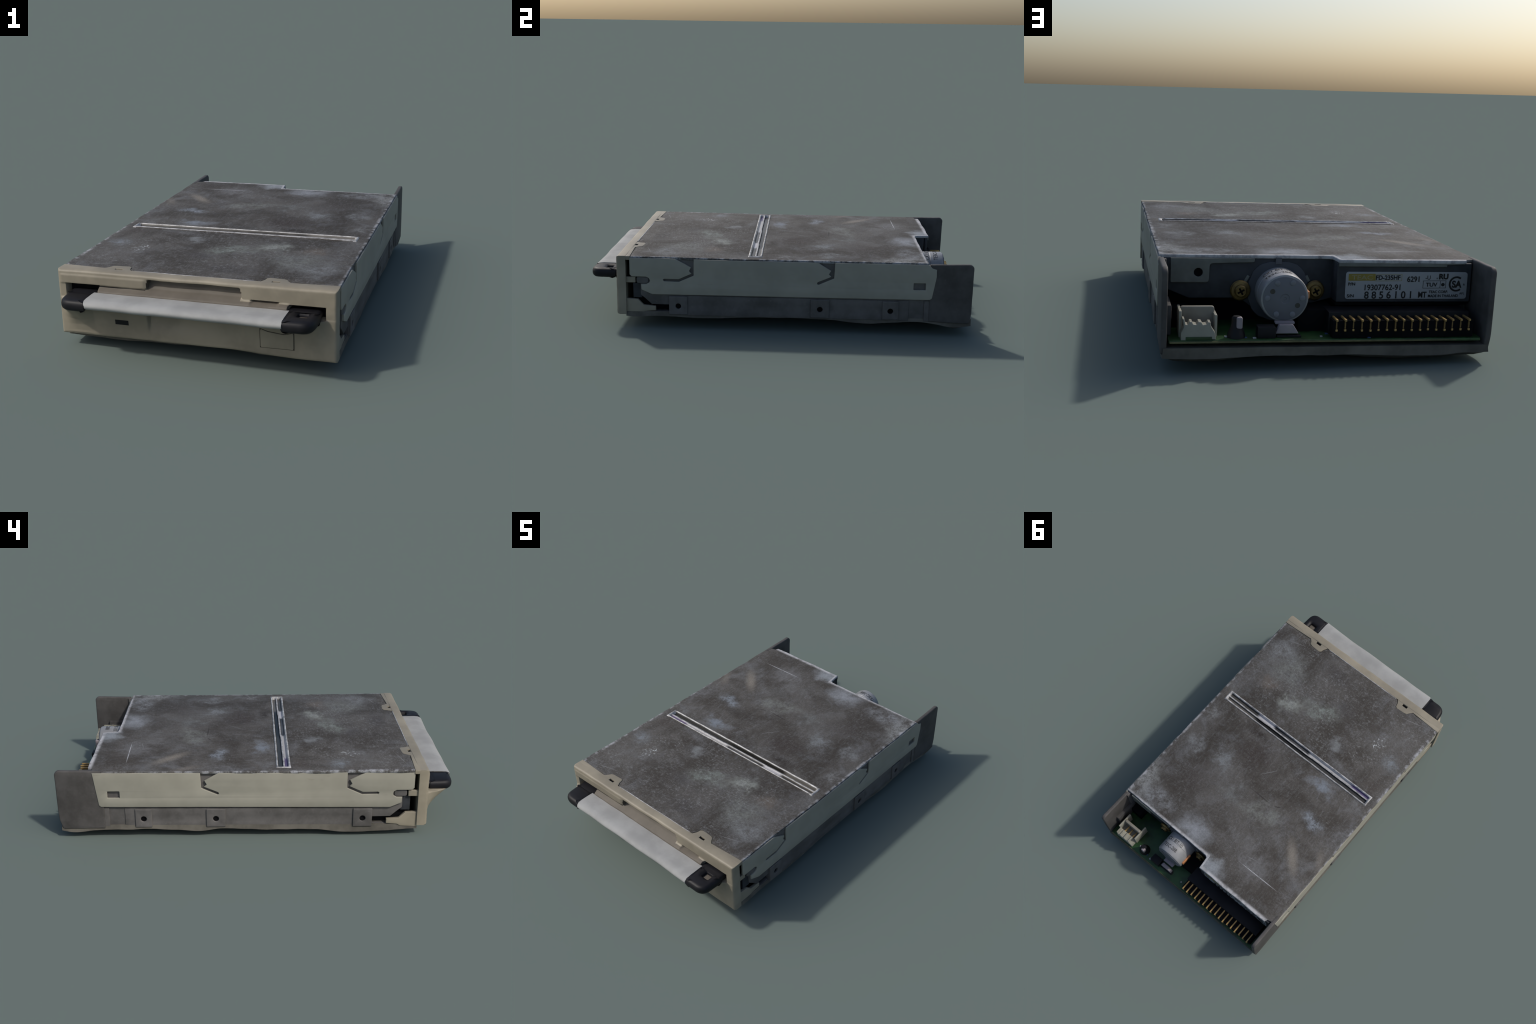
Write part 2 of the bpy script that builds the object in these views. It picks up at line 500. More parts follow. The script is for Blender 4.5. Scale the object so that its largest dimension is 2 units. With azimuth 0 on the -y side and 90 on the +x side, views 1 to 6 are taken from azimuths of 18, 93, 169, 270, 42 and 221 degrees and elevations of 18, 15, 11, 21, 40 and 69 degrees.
# side skirts of the cover, with spring tongues cut free
def skirt(side):
    clip1 = [(-0.541, 0.362), (-0.457, 0.321), (-0.467, 0.301), (-0.455, 0.288), (-0.521, 0.257), (-0.597, 0.258), (-0.604, 0.252), (-0.598, 0.245), (-0.520, 0.243), (-0.443, 0.278), (-0.443, 0.362)]
    clip2 = [(0.192, 0.362), (0.262, 0.320), (0.251, 0.300), (0.264, 0.288), (0.194, 0.258), (0.191, 0.248), (0.200, 0.245), (0.278, 0.280), (0.282, 0.362)]
    back = [(0.756, 0.362), (0.776, 0.344), (0.797, 0.338), (0.798, 0.300), (0.779, 0.186), (0.768, 0.177)] if side > 0 else [(0.814, 0.362), (0.790, 0.190), (0.780, 0.181)]
    front = [(-0.660, 0.174), (-0.716, 0.199), (-0.717, 0.227), (-0.690, 0.228), (-0.674, 0.237), (-0.670, 0.248), (-0.676, 0.260), (-0.690, 0.267), (-0.765, 0.267), (-0.776, 0.278), (-0.776, 0.362)]
    out = clip1 + clip2 + back + front
    win = rounded(rect(0.684, 0.229, 0.745, 0.265), 0.004)
    w = (0.6065, 0.6185) if side > 0 else (-0.6115, -0.5995)
    o = plate('side_skirt', out, *w, 'side', M['side'], top_cover, [win], bevel=0.0025, wobble=0.0008, step=0.04)
    return o
skirt(1)
skirt(-1)

# ---------------------------------------------------------------- chassis
chassis = box('chassis', (-0.574, -0.765, 0.085), (0.574, 0.690, 0.352), M['void'], drive, 0.004)

def side_wall(s):
    def W(a, b):
        return (a + 0.004, b + 0.009) if s > 0 else (-b, -a)
    out = [(-0.722, 0.356), (-0.722, 0.168), (-0.700, 0.150), (-0.665, 0.118), (-0.574, 0.117), (-0.574, 0.062), (0.780, 0.060), (0.780, 0.356)]
    o = plate('side_wall', out, *W(0.582, 0.5975), 'side', M['frame'], chassis, bevel=0.002, wobble=0.0006, step=0.05)
    plate('frame_sill', rect(-0.655, 0.062, -0.574, 0.080), *W(0.575, 0.594), 'side', M['frame'], chassis, bevel=0.002)
    # lower rail, proud of the wall, with mounting pads
    plate('side_rail', rect(-0.574, 0.062, 0.664, 0.168), *W(0.597, 0.602), 'side', M['frame'], chassis, bevel=0.002, wobble=0.0006, step=0.05,
          holes=[circle(y, 0.112, 0.017, 20) for y in (-0.525, 0.209, 0.571)])
    plate('side_rail', rect(0.742, 0.062, 0.775, 0.170), *W(0.597, 0.603), 'side', M['frame'], chassis, bevel=0.002)
    for y in (-0.525, 0.209, 0.571):
        wd = 0.048 if y < 0.5 else 0.042
        plate('mounting_pad', rounded(rect(y - wd, 0.067, y + wd, 0.165), 0.004), *W(0.600, 0.6095), 'side', M['frame'], chassis,
              holes=[circle(y, 0.112, 0.0145, 24)], bevel=0.0035)
        turned('screw_hole', [(0.0175, 0.0), (0.0175, 0.004), (0, 0.004)], Matrix.Translation((0.6035 if s > 0 else -0.5965, y, 0.112)) @ Matrix.Rotation(s * math.pi / 2, 4, 'Y'), M['void'], chassis, 20)
    # rear flange
    if s > 0:
        fl = rounded([(0.765, 0.362), (0.968, 0.366), (0.986, 0.352), (0.984, 0.10), (0.976, 0.052), (0.765, 0.060)], [0.002, 0.012, 0.016, 0.02, 0.012, 0.002])
        w = (0.594, 0.6155)
    else:
        fl = rounded([(0.765, 0.370), (0.985, 0.374), (1.001, 0.358), (0.996, 0.11), (0.978, 0.058), (0.765, 0.060)], [0.002, 0.012, 0.016, 0.04, 0.012, 0.002])
        w = (-0.608, -0.585)
    plate('rear_flange', fl, *w, 'side', M['flange'], chassis, bevel=0.006, wobble=0.0015, step=0.03)
    # latch parts between bezel and skirt
    plate('latch_lug', rounded(rect(-0.742, 0.230, -0.680, 0.264), 0.012), *W(0.585, 0.603), 'side', M['frame'], chassis, bevel=0.003)
    plate('latch_block', rect(-0.762, 0.150, -0.715, 0.228), *W(0.575, 0.590), 'side', M['rear'], chassis, bevel=0.002)
side_wall(1)
side_wall(-1)

# rear bulkhead behind the motor and the step carrying the label
plate('rear_bulkhead', [(-0.595, 0.358), (-0.595, 0.245), (-0.50, 0.205), (-0.31, 0.205), (-0.27, 0.175), (-0.07, 0.175), (0.050, 0.205), (0.056, 0.358)], 0.741, 0.753, 'rear', M['rear'], chassis, bevel=0.002)
box('motor_bay_floor', (0.50, 0.690, 0.100), (0.572, 0.800, 0.180), M['void'], chassis, 0.004)
box('motor_bay_floor', (-0.035, 0.690, 0.100), (0.105, 0.865, 0.186), M['void'], chassis, 0.004)
box('flange_step', (0.574, 0.755, 0.104), (0.601, 0.905, 0.214), M['flange'], chassis, 0.006)
plate('label_wall', rounded(rect(0.046, 0.206, 0.580, 0.357), 0.006), 0.818, 0.834, 'rear', M['rear'], chassis, bevel=0.004)
box('label_wall_return', (-0.056, 0.745, 0.206), (-0.046, 0.815, 0.357), M['rear'], chassis, 0.003)
box('rear_shelf', (-0.578, 0.700, 0.190), (-0.05, 0.815, 0.206), M['void'], chassis, 0.003)
# folded rear tabs of the cover
plate('cover_rear_tab', rounded([(-0.570, 0.358), (-0.570, 0.266), (-0.428, 0.266), (-0.426, 0.338), (-0.258, 0.343), (-0.258, 0.358)], [0, 0.006, 0.012, 0.012, 0.008, 0]),
      0.753, 0.763, 'rear', M['tab'], top_cover, holes=[circle(-0.468, 0.304, 0.0165)], bevel=0.002)
turned('screw_hole', [(0.018, 0), (0.018, 0.003), (0, 0.003)], rear_axis(0.468, 0.7515, 0.304), M['void'], top_cover, 20)
plate('cover_rear_tab', [(0.050, 0.358), (0.050, 0.344), (0.475, 0.344), (0.475, 0.352), (0.548, 0.354), (0.548, 0.358)], 0.8335, 0.8415, 'rear', M['tab'], top_cover, bevel=0.002)

# ---------------------------------------------------------------- motor
MX, MZ = 0.164, 0.234
motor = turned('stepper_motor', [(0, 0), (0.090, 0), (0.090, 0.055), (0.0885, 0.057), (0.0885, 0.060), (0.090, 0.062), (0.090, 0.122), (0.087, 0.130), (0.082, 0.132), (0.0, 0.132)],
               rear_axis(MX, 0.757, MZ), M['motor'], drive, 64)
turned('motor_cap', [(0.081, 0), (0.081, 0.004), (0.078, 0.006), (0.018, 0.006), (0.016, 0.0045), (0.006, 0.0045), (0.005, 0.003), (0, 0.003)], rear_axis(MX, 0.888, MZ), M['motor_cap'], motor, 64)
dot = None
for ang in (65, 117, 178, 242, 297, 2):
    a = math.radians(ang)
    x, z = MX - 0.065 * math.cos(a), MZ + 0.065 * math.sin(a)
    if dot is None:
        dot = turned('cap_rivet', [(0.0105, 0), (0.0105, 0.003), (0.008, 0.0045), (0, 0.0045)], rear_axis(0, 0, 0), M['motor_dot'], motor, 20)
        ob = dot
    else:
        ob = dot.copy()
        COL.objects.link(ob)
    ob.location = (x, 0.8925, z)
for ang in (150, -28):
    a = math.radians(ang)
    turned('cap_hole', [(0.0095, 0), (0.0095, 0.0012), (0, 0.0012)], rear_axis(MX - 0.054 * math.cos(a), 0.8935, MZ + 0.054 * math.sin(a)), M['cap_hole'], motor, 20)
ring = []
for i in range(40):
    a = 2 * math.pi * i / 40
    r = 0.118 + (0.004 if 3 < i % 10 < 7 else 0)
    ring.append((-MX + r * math.cos(a), min(MZ + r * math.sin(a), 0.344)))
plate('motor_mount', ring, 0.748, 0.758, 'rear', simple('mount_grey', (0.055, 0.06, 0.07), 0.1, 10), motor, bevel=0.002)
plate('mount_tongue', rounded(rect(-0.178, 0.335, -0.154, 0.362), 0.003), 0.753, 0.762, 'rear', simple('tongue_grey', (0.085, 0.09, 0.10), 0.1, 10), motor, bevel=0.002)
for x, z, an in [(0.285, 0.280, -0.5), (0.052, 0.280, 0.5)]:
    box('mount_pip', (-0.006, -0.006, -0.013), (0.006, 0.006, 0.013), M['tab'], motor, 0.003, mtx=Matrix.Translation((x, 0.752, z)) @ Matrix.Rotation(an, 4, 'Y'))
for x in (0.309, 0.022):
    sc = turned('brass_screw', [(0.0, 0), (0.038, 0), (0.039, 0.006), (0.034, 0.012), (0.024, 0.014), (0.023, 0.024), (0.019, 0.028), (0, 0.028)], rear_axis(x, 0.757, 0.236), M['brass'], motor, 40)
    for k in range(2):
        box('screw_cross', (-0.014, 0, -0.0035), (0.014, 0.0025, 0.0035), M['void'], motor, 0.0008,
            mtx=Matrix.Translation((x, 0.7838, 0.236)) @ Matrix.Rotation(0.5 + k * math.pi / 2, 4, 'Y'))
box('copper_winding', (0.066, 0.800, 0.228), (0.082, 0.872, 0.256), M['copper'], motor, 0.006)
box('motor_ribbon', (0.128, 0.885, 0.1435), (0.200, 0.915, 0.152), M['pinkish'], motor, 0.003, mtx=None)
plate('motor_ribbon', rounded([(-0.205, 0.116), (-0.190, 0.150), (-0.140, 0.150), (-0.118, 0.116)], 0.004), 0.925, 0.945, 'rear', M['pinkish'], motor, bevel=0.003)

def wrapped_text(body, y0, y1, a0, a1):
    """letters laid round the motor can between two angles (0 = top)"""
    cu = bpy.data.curves.new('t', 'FONT')
    cu.body = body
    tmp = bpy.data.objects.new('t', cu)
    COL.objects.link(tmp)
    me = bpy.data.meshes.new_from_object(tmp.evaluated_get(bpy.context.evaluated_depsgraph_get()))
    bpy.data.objects.remove(tmp)
    xs = [v.co.x for v in me.vertices]
    ys = [v.co.y for v in me.vertices]
    bm = bmesh.new()
    bm.from_mesh(me)
    bmesh.ops.triangulate(bm, faces=bm.faces)
    bmesh.ops.subdivide_edges(bm, edges=[e for e in bm.edges if e.calc_length() > 0.15], cuts=2)
    for v in bm.verts:
        t = (v.co.x - min(xs)) / (max(xs) - min(xs))
        a = math.radians(a0 + (a1 - a0) * t)
        yy = y0 + (y1 - y0) * (v.co.y - min(ys)) / (max(ys) - min(ys))
        v.co = (MX - 0.0908 * math.sin(a), yy, MZ + 0.0908 * math.cos(a))
    add('motor_lettering', from_bm(bm, 'motor_lettering'), M['ink'], motor)
wrapped_text('CX1 BIT-10', 0.812, 0.790, -48, 25)
wrapped_text('TE5C-28B', 0.858, 0.836, -48, 20)

# ---------------------------------------------------------------- circuit board
board = plate('circuit_board', rounded([(-0.588, 0.60), (-0.588, 0.978), (0.572, 0.984), (0.572, 0.60)], 0.008), 0.094, 0.104, 'top', M['board'], drive, bevel=0.001)
for v in board.data.vertices:
    v.co.x = -v.co.x
board.data.flip_normals()
bm = bmesh.new(); bm.from_mesh(board.data); bmesh.ops.recalc_face_normals(bm, faces=bm.faces); bm.to_mesh(board.data); bm.free()
box('board_edge', (-0.570, 0.974, 0.0945), (0.584, 0.9835, 0.1005), M['board_edge'], board, 0.002)
connector = plate('power_connector', [(-0.548, 0.104), (-0.420, 0.104), (-0.424, 0.130), (-0.440, 0.155), (-0.442, 0.169), (-0.450, 0.169), (-0.456, 0.160), (-0.468, 0.158), (-0.474, 0.169), (-0.484, 0.169),
                  (-0.490, 0.158), (-0.502, 0.160), (-0.506, 0.169), (-0.514, 0.169), (-0.520, 0.158), (-0.530, 0.160), (-0.534, 0.178), (-0.540, 0.178), (-0.536, 0.150), (-0.546, 0.130)],
                  0.930, 0.972, 'rear', M['nylon'], board, bevel=0.003, wobble=0.004, step=0.012)
plate('connector_back', rounded(rect(-0.542, 0.104, -0.420, 0.206), 0.010), 0.872, 0.890, 'rear', M['nylon_back'], board, bevel=0.004)
box('connector_floor', (0.424, 0.885, 0.104), (0.546, 0.935, 0.128), M['nylon'], board, 0.002)
for x in (0.414, 0.540):
    box('connector_cheek', (x, 0.835, 0.104), (x + 0.010, 0.935, 0.200 if x > 0.5 else 0.185), M['nylon'], board, 0.003)
for x in (0.447, 0.479, 0.510):
    box('power_pin', (x - 0.004, 0.885, 0.145), (x + 0.004, 0.960, 0.152), M['gold'], board, 0.001)
box('slot_gap', (0.436, 0.972, 0.104), (0.528, 0.9735, 0.116), M['board'], board, 0.0005)
turned('capacitor', [(0, 0), (0.034, 0), (0.032, 0.015), (0.019, 0.045), (0.018, 0.072), (0.013, 0.078), (0, 0.079)], Matrix.Translation((0.345, 0.935, 0.103)), M['black'], board, 20)
plate('capacitor_face', rounded(rect(-0.348, 0.138, -0.326, 0.181), 0.007), 0.936, 0.957, 'rear', M['pinkish'], board, bevel=0.004)
box('chip', (0.205, 0.915, 0.103), (0.272, 0.962, 0.146), M['black'], board, 0.005)
box('chip', (0.110, 0.930, 0.103), (0.200, 0.952, 0.112), M['black'], board, 0.004)
for i in range(10):
    x = random.choice([random.uniform(0.27, 0.40), random.uniform(0.0, 0.06), random.uniform(-0.05, -0.5)])
    y = random.uniform(0.955, 0.972) if x < 0 else random.uniform(0.90, 0.96)
    s = random.uniform(0.004, 0.007)
    box('solder_dot', (x - s, y - s, 0.103), (x + s, y + s, 0.108), M['pale'] if i % 3 else simple('blue_part', (0.03, 0.06, 0.14)), board, 0.002)
header = box('pin_header', (-0.548, 0.816, 0.100), (0.000, 0.914, 0.188), M['black'], drive, 0.004)
box('header_base', (-0.545, 0.900, 0.104), (-0.005, 0.968, 0.1690), M['void'], header, 0.004)
pin_bar = pin_leg = None
for i in range(17):
    x = -0.0175 - 0.0317 * i
    jit = (x, 0.003 * math.sin(i * 2.1), 0.001 * math.sin(i * 1.3))
    if pin_bar is None:
        pin_bar = box('contact_pin', (-0.0038, 0.912, 0.1675), (0.0038, 0.978, 0.1750), M['gold'], header, 0.0015)
        pin_leg = box('contact_leg', (-0.0024, 0.962, 0.140), (0.0024, 0.9715, 0.170), M['leg'], header, 0.001)
        pin_tip = box('contact_tip', (-0.0038, 0.962, 0.130), (0.0038, 0.9740, 0.138), M['gold'], header, 0.0015)
        trio = (pin_bar, pin_leg, pin_tip)
    else:
        trio = [o.copy() for o in (pin_bar, pin_leg, pin_tip)]
        for o in trio:
            COL.objects.link(o)
    for o in trio:
        o.location = jit

# ---------------------------------------------------------------- type label
sticker = plate('type_label', rounded(rect(0.079, 0.219, 0.563, 0.3235), 0.012, 6), 0.8330, 0.8365, 'rear', M['sticker'], drive, bevel=0.0005)
YS = 0.8365
def lu(px):
    return 0.080 + (px - 268) * 0.00043
def lv(px, py):
    return 0.3235 - (py - 722 - (px - 268) * 0.008) * 0.000396
def print_text(body, px0, px1, py0, py1, mat='ink', y=YS, bold=0.0):
    cu = bpy.data.curves.new('t', 'FONT')
    cu.body = body
    cu.extrude = 0.02
    cu.offset = bold
    tmp = bpy.data.objects.new('t', cu)
    COL.objects.link(tmp)
    me = bpy.data.meshes.new_from_object(tmp.evaluated_get(bpy.context.evaluated_depsgraph_get()))
    bpy.data.objects.remove(tmp)
    co = [v.co.copy() for v in me.vertices]
    x0, x1 = min(c.x for c in co), max(c.x for c in co)
    y0, y1 = min(c.y for c in co), max(c.y for c in co)
    for v in me.vertices:
        px = px0 + (px1 - px0) * (v.co.x - x0) / (x1 - x0)
        py = py1 + (py0 - py1) * (v.co.y - y0) / (y1 - y0)
        v.co = (-lu(px), y + 0.0006 + v.co.z * 0.03, lv(px, py))
    return add('label_print', me, M[mat], sticker)
def print_shape(pts, mat, holes=(), y=YS, h=0.0006):
    f = lambda ps: [(lu(a), lv(a, b)) for a, b in ps]
    return plate('label_print', f(pts), y - 0.0002, y + h, 'rear', M[mat], sticker, [f(q) for q in holes], bevel=0.0001)
print_shape(rect(290, 742, 532, 808), 'yellow')
print_shape(rect(533, 746, 778, 814), 'yellow_pale', [rect(537, 751, 773, 809)])
print_text('TEAC', 318, 508, 756, 798, 'yellow_pale', bold=0.01)
print_text('FD-235HF', 538, 762, 757, 802, bold=0.025)
print_text('6291', 826, 940, 768, 824, bold=0.02)
print_text('-U', 997, 1042, 762, 801)
print_text('R', 1101, 1112, 783, 797)
print_text('RU', 1122, 1210, 744, 800, bold=0.05)
print_shape(rect(975, 812, 1192, 887), 'ink', [rect(979, 816, 1135, 883), rect(1139, 816, 1188, 883)])
print_text('TUV', 1003, 1110, 832, 871, bold=0.02)
print_shape(circle(1163, 852, 17, 16), 'ink')
print_text('P/N', 290, 352, 825, 855, bold=0.02)
print_text('S/N', 283, 345, 940, 970, bold=0.02)
print_text('19307762-91', 440, 768, 846, 903, bold=0.012)
print_text('8 8 5 6 1 0 1', 440, 872, 913, 985, bold=0.015)
print_text('MT', 938, 1015, 920, 979, bold=0.03)
print_text('TEAC CORP.', 1035, 1215, 909, 936, bold=0.02)
print_text('MADE IN THAILAND', 1030, 1312, 949, 976, bold=0.02)
arc = [(1290 + 72 * math.cos(a), 846 + 76 * math.sin(a)) for a in [math.radians(52 + 256 * i / 30) for i in range(31)]]
arc += [(1290 + 54 * math.cos(a), 846 + 58 * math.sin(a)) for a in [math.radians(308 - 256 * i / 30) for i in range(31)]]
print_shape(arc, 'ink')
print_text('SA', 1248, 1340, 812, 884, bold=0.04)
print_text('R', 1355, 1372, 844, 862)
print_text('APL', 1325, 1372, 930, 950)

# ---------------------------------------------------------------- front bezel
BX0, BX1, BZ0, BZ1, BBACK = -0.6145, 0.6165, 0.061, 0.3715, -0.797
def slot_top(x):
    return 0.300 + 0.014 * (1 - ss(-0.23, -0.18, x)) + 0.0 * x
def bezel_y(x, z):
    y = -0.8475
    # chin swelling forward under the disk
    fr = [(0.062, -0.848), (0.10, -0.850), (0.132, -0.855), (0.181, -0.864), (0.211, -0.872), (0.230, -0.886), (0.241, -0.912), (0.246, -0.950), (0.250, -0.955)]
    fl = [(0.062, -0.848), (0.10, -0.850), (0.129, -0.856), (0.158, -0.868), (0.197, -0.900), (0.225, -0.932), (0.240, -0.950), (0.250, -0.955)]
    k = ss(-0.45, 0.30, x)
    yf = interp(fl, z) * (1 - k) + interp(fr, z) * k
    w = max(band(x, -0.57, -0.47, 0.04), 0.35 * band(x, 0.46, 0.55, 0.03), 0.15 * band(x, -0.55, 0.55, 0.05))
    chin = y + (yf - y) * w
    # shallow finger scoop in the lower middle
    scoop = band(x, -0.197, 0.220, 0.006) * ss(0.105, 0.19, z)
    chin += (0.018 - 0.012 * ss(-0.1, 0.2, x)) * scoop
    # upper part: slot mouth, sloping shutter in the middle, upper scoop
    centre = 0.300 + 0.052 * band(x, -0.198, 0.216, 0.008)
    top = max(slot_top(x), 0)
    inner_end = band(x, -0.570, -0.420, 0.006) + band(x, 0.420, 0.566, 0.006)
    inner_mid = band(x, -0.420, 0.420, 0.006)
    face = -0.846
    mouth = face
    if inner_end > 0:
        m = 1 - ss(top - 0.004, top + 0.004, z)
        mouth += (0.045) * inner_end * m
    if inner_mid > 0:
        slope = interp([(0.25, -0.885), (0.295, -0.872), (0.315, -0.835), (0.335, -0.815), (0.36, -0.815)], z)
        tt = max(centre, 0.312 if x < -0.19 else 0.306)
        m = 1 - ss(tt - 0.004, tt + 0.004, z)
        mouth = mouth * (1 - inner_mid * m) + slope * inner_mid * m
        thin = band(x, 0.262, 0.374, 0.008) * band(z, 0.298, 0.308, 0.002)
        mouth += 0.025 * thin
    # left lip bulges a little forward and down
    mouth -= 0.004 * band(x, -0.60, -0.205, 0.01) * band(z, 0.314, 0.352, 0.006)
    return chin + (mouth - chin) * ss(0.244, 0.252, z)

def build_bezel():
    nx, nz = 300, 110
    r = 0.013
    bm = bmesh.new()
    grid = []
    for i in range(nx + 1):
        x = BX0 + (BX1 - BX0) * i / nx
        col = []
        z0 = 0.0755 - 0.013 * ss(0.15, 0.45, x)   # lower edge rises towards the left
        for j in range(nz + 1):
            z = z0 + (BZ1 - z0) * j / nz
            y = bezel_y(x, z)
            d = min(x - BX0, BX1 - x, z - z0, BZ1 - z)
            if d < r:
                y = max(y, -0.8475) + r - math.sqrt(max(0, r * r - (r - d) ** 2))
            wz = 0.0022 * fbm(x, 3.1, z, 6) * ss(0.5, 1.0, j / nz)
            wy = 0.0015 * fbm(x, z, 1.0, 9)
            col.append(bm.verts.new((x + 0.001 * fbm(z, 2, 0, 12), y + wy, z + wz)))
        grid.append(col)
    for i in range(nx):
        for j in range(nz):
            bm.faces.new((grid[i][j], grid[i + 1][j], grid[i + 1][j + 1], grid[i][j + 1]))
    border = [grid[i][0] for i in range(nx + 1)] + [grid[nx][j] for j in range(1, nz + 1)] + [grid[i][nz] for i in range(nx - 1, -1, -1)] + [grid[0][j] for j in range(nz - 1, 0, -1)]
    back = [bm.verts.new((v.co.x, BBACK, v.co.z)) for v in border]
    n = len(border)
    for i in range(n):
        bm.faces.new((border[i], back[i], back[(i + 1) % n], border[(i + 1) % n]))
    bm.faces.new(back)
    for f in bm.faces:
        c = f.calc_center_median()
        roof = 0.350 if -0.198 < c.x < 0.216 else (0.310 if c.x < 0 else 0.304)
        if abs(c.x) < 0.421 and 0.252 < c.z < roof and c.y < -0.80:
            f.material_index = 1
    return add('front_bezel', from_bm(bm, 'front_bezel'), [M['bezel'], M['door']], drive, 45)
bezel = build_bezel()
# ledges and catches reaching back over the cover
for s in (1, -1):
    led = [(0.6150, -0.800), (0.6150, -0.7735), (0.412, -0.7835), (0.398, -0.769), (0.388, -0.752), (0.374, -0.746), (0.312, -0.743), (0.301, -0.751), (0.297, -0.773), (0.282, -0.798), (0.276, -0.803)]
    led = [(s * a - (0.004 if s < 0 and a < 0.5 else 0), b) for a, b in led]
    hx = 0.349 * s
    plate('cover_catch', led, 0.350, 0.3708, 'top', M['bezel'], bezel, holes=[rect(hx - 0.017, -0.795, hx + 0.017, -0.780)], bevel=0.002)
    box('catch_hole', (hx - 0.019, -0.797, 0.352), (hx + 0.019, -0.778, 0.362), M['void'], bezel, 0.0)
    w = (0.588, 0.606) if s > 0 else (-0.606, -0.588)
    plate('bezel_clip', [(-0.800, 0.146), (-0.738, 0.143), (-0.708, 0.112), (-0.645, 0.107), (-0.644, 0.083), (-0.700, 0.078), (-0.715, 0.068), (-0.800, 0.064)], *w, 'side', M['bezel'], bezel, bevel=0.003)
    plate('bezel_clip', rounded(rect(-0.800, 0.231, -0.748, 0.262), 0.003), *w, 'side', M['bezel'], bezel, bevel=0.003)
    x0, x1 = (0.421, 0.565) if s > 0 else (-0.569, -0.421)
    box('disk_slot', (x0, -0.812, 0.215), (x1, -0.798, slot_top(x0 if s < 0 else x1) - 0.001), M['void'], bezel, 0.002)
box('disk_slot', (-0.420, -0.846, 0.305), (-0.205, -0.80, 0.3115), M['void'], bezel, 0.001)

def bezel_patch(name, x0, x1, z0, z1, proud, mat, n=14, corner=0.0, ztop=None):
    """piece that follows the bezel's front and stands proud of it"""
    bm = bmesh.new()
    g = []
    for i in range(n + 1):
        x = x0 + (x1 - x0) * i / n
        zt = ztop(x) if ztop else z1
        col = []
        for j in range(n + 1):
            z = z0 + (zt - z0) * j / n
            e = min(i, n - i, j, n - j)
            y = bezel_y(x, z) + 0.0015 * fbm(x, z, 1.0, 9) - proud * (0.75 if e == 0 else 1.0)
            xx = x + (corner if i == 0 else -corner if i == n else 0) * (1 if j in (0, n) else 0)
            col.append((bm.verts.new((xx, y, z)), bm.verts.new((xx, y + 0.012, z))))
        g.append(col)
    for i in range(n):
        for j in range(n):
            bm.faces.new([g[i][j][0], g[i + 1][j][0], g[i + 1][j + 1][0], g[i][j + 1][0]])
            bm.faces.new([g[i][j][1], g[i][j + 1][1], g[i + 1][j + 1][1], g[i + 1][j][1]])
    rim = [(i, 0) for i in range(n)] + [(n, j) for j in range(n)] + [(i, n) for i in range(n, 0, -1)] + [(0, j) for j in range(n, 0, -1)]
    for (a, b), (c, d) in zip(rim, rim[1:] + rim[:1]):
        bm.faces.new([g[a][b][0], g[a][b][1], g[c][d][1], g[c][d][0]])
    return add(name, from_bm(bm, name), mat, bezel, 50)
bezel_patch('indicator_window', -0.352, -0.290, 0.1435, 0.1655, 0.0012, M['black'])
btop = lambda x: interp([(0.296, 0.188), (0.330, 0.178), (0.395, 0.170), (0.437, 0.180)], x)
bezel_patch('button_shadow_plate', 0.2935, 0.4405, 0.1035, 0.190, 0.0006, simple('painted_gap_shadow', (0.045, 0.04, 0.03)), ztop=lambda x: btop(x) + 0.003)  # dark plate modelled round the button to draw its gap shadow
bezel_patch('eject_button', 0.2970, 0.4365, 0.1065, 0.187, 0.0035, M['bezel'], corner=0.003, ztop=btop)

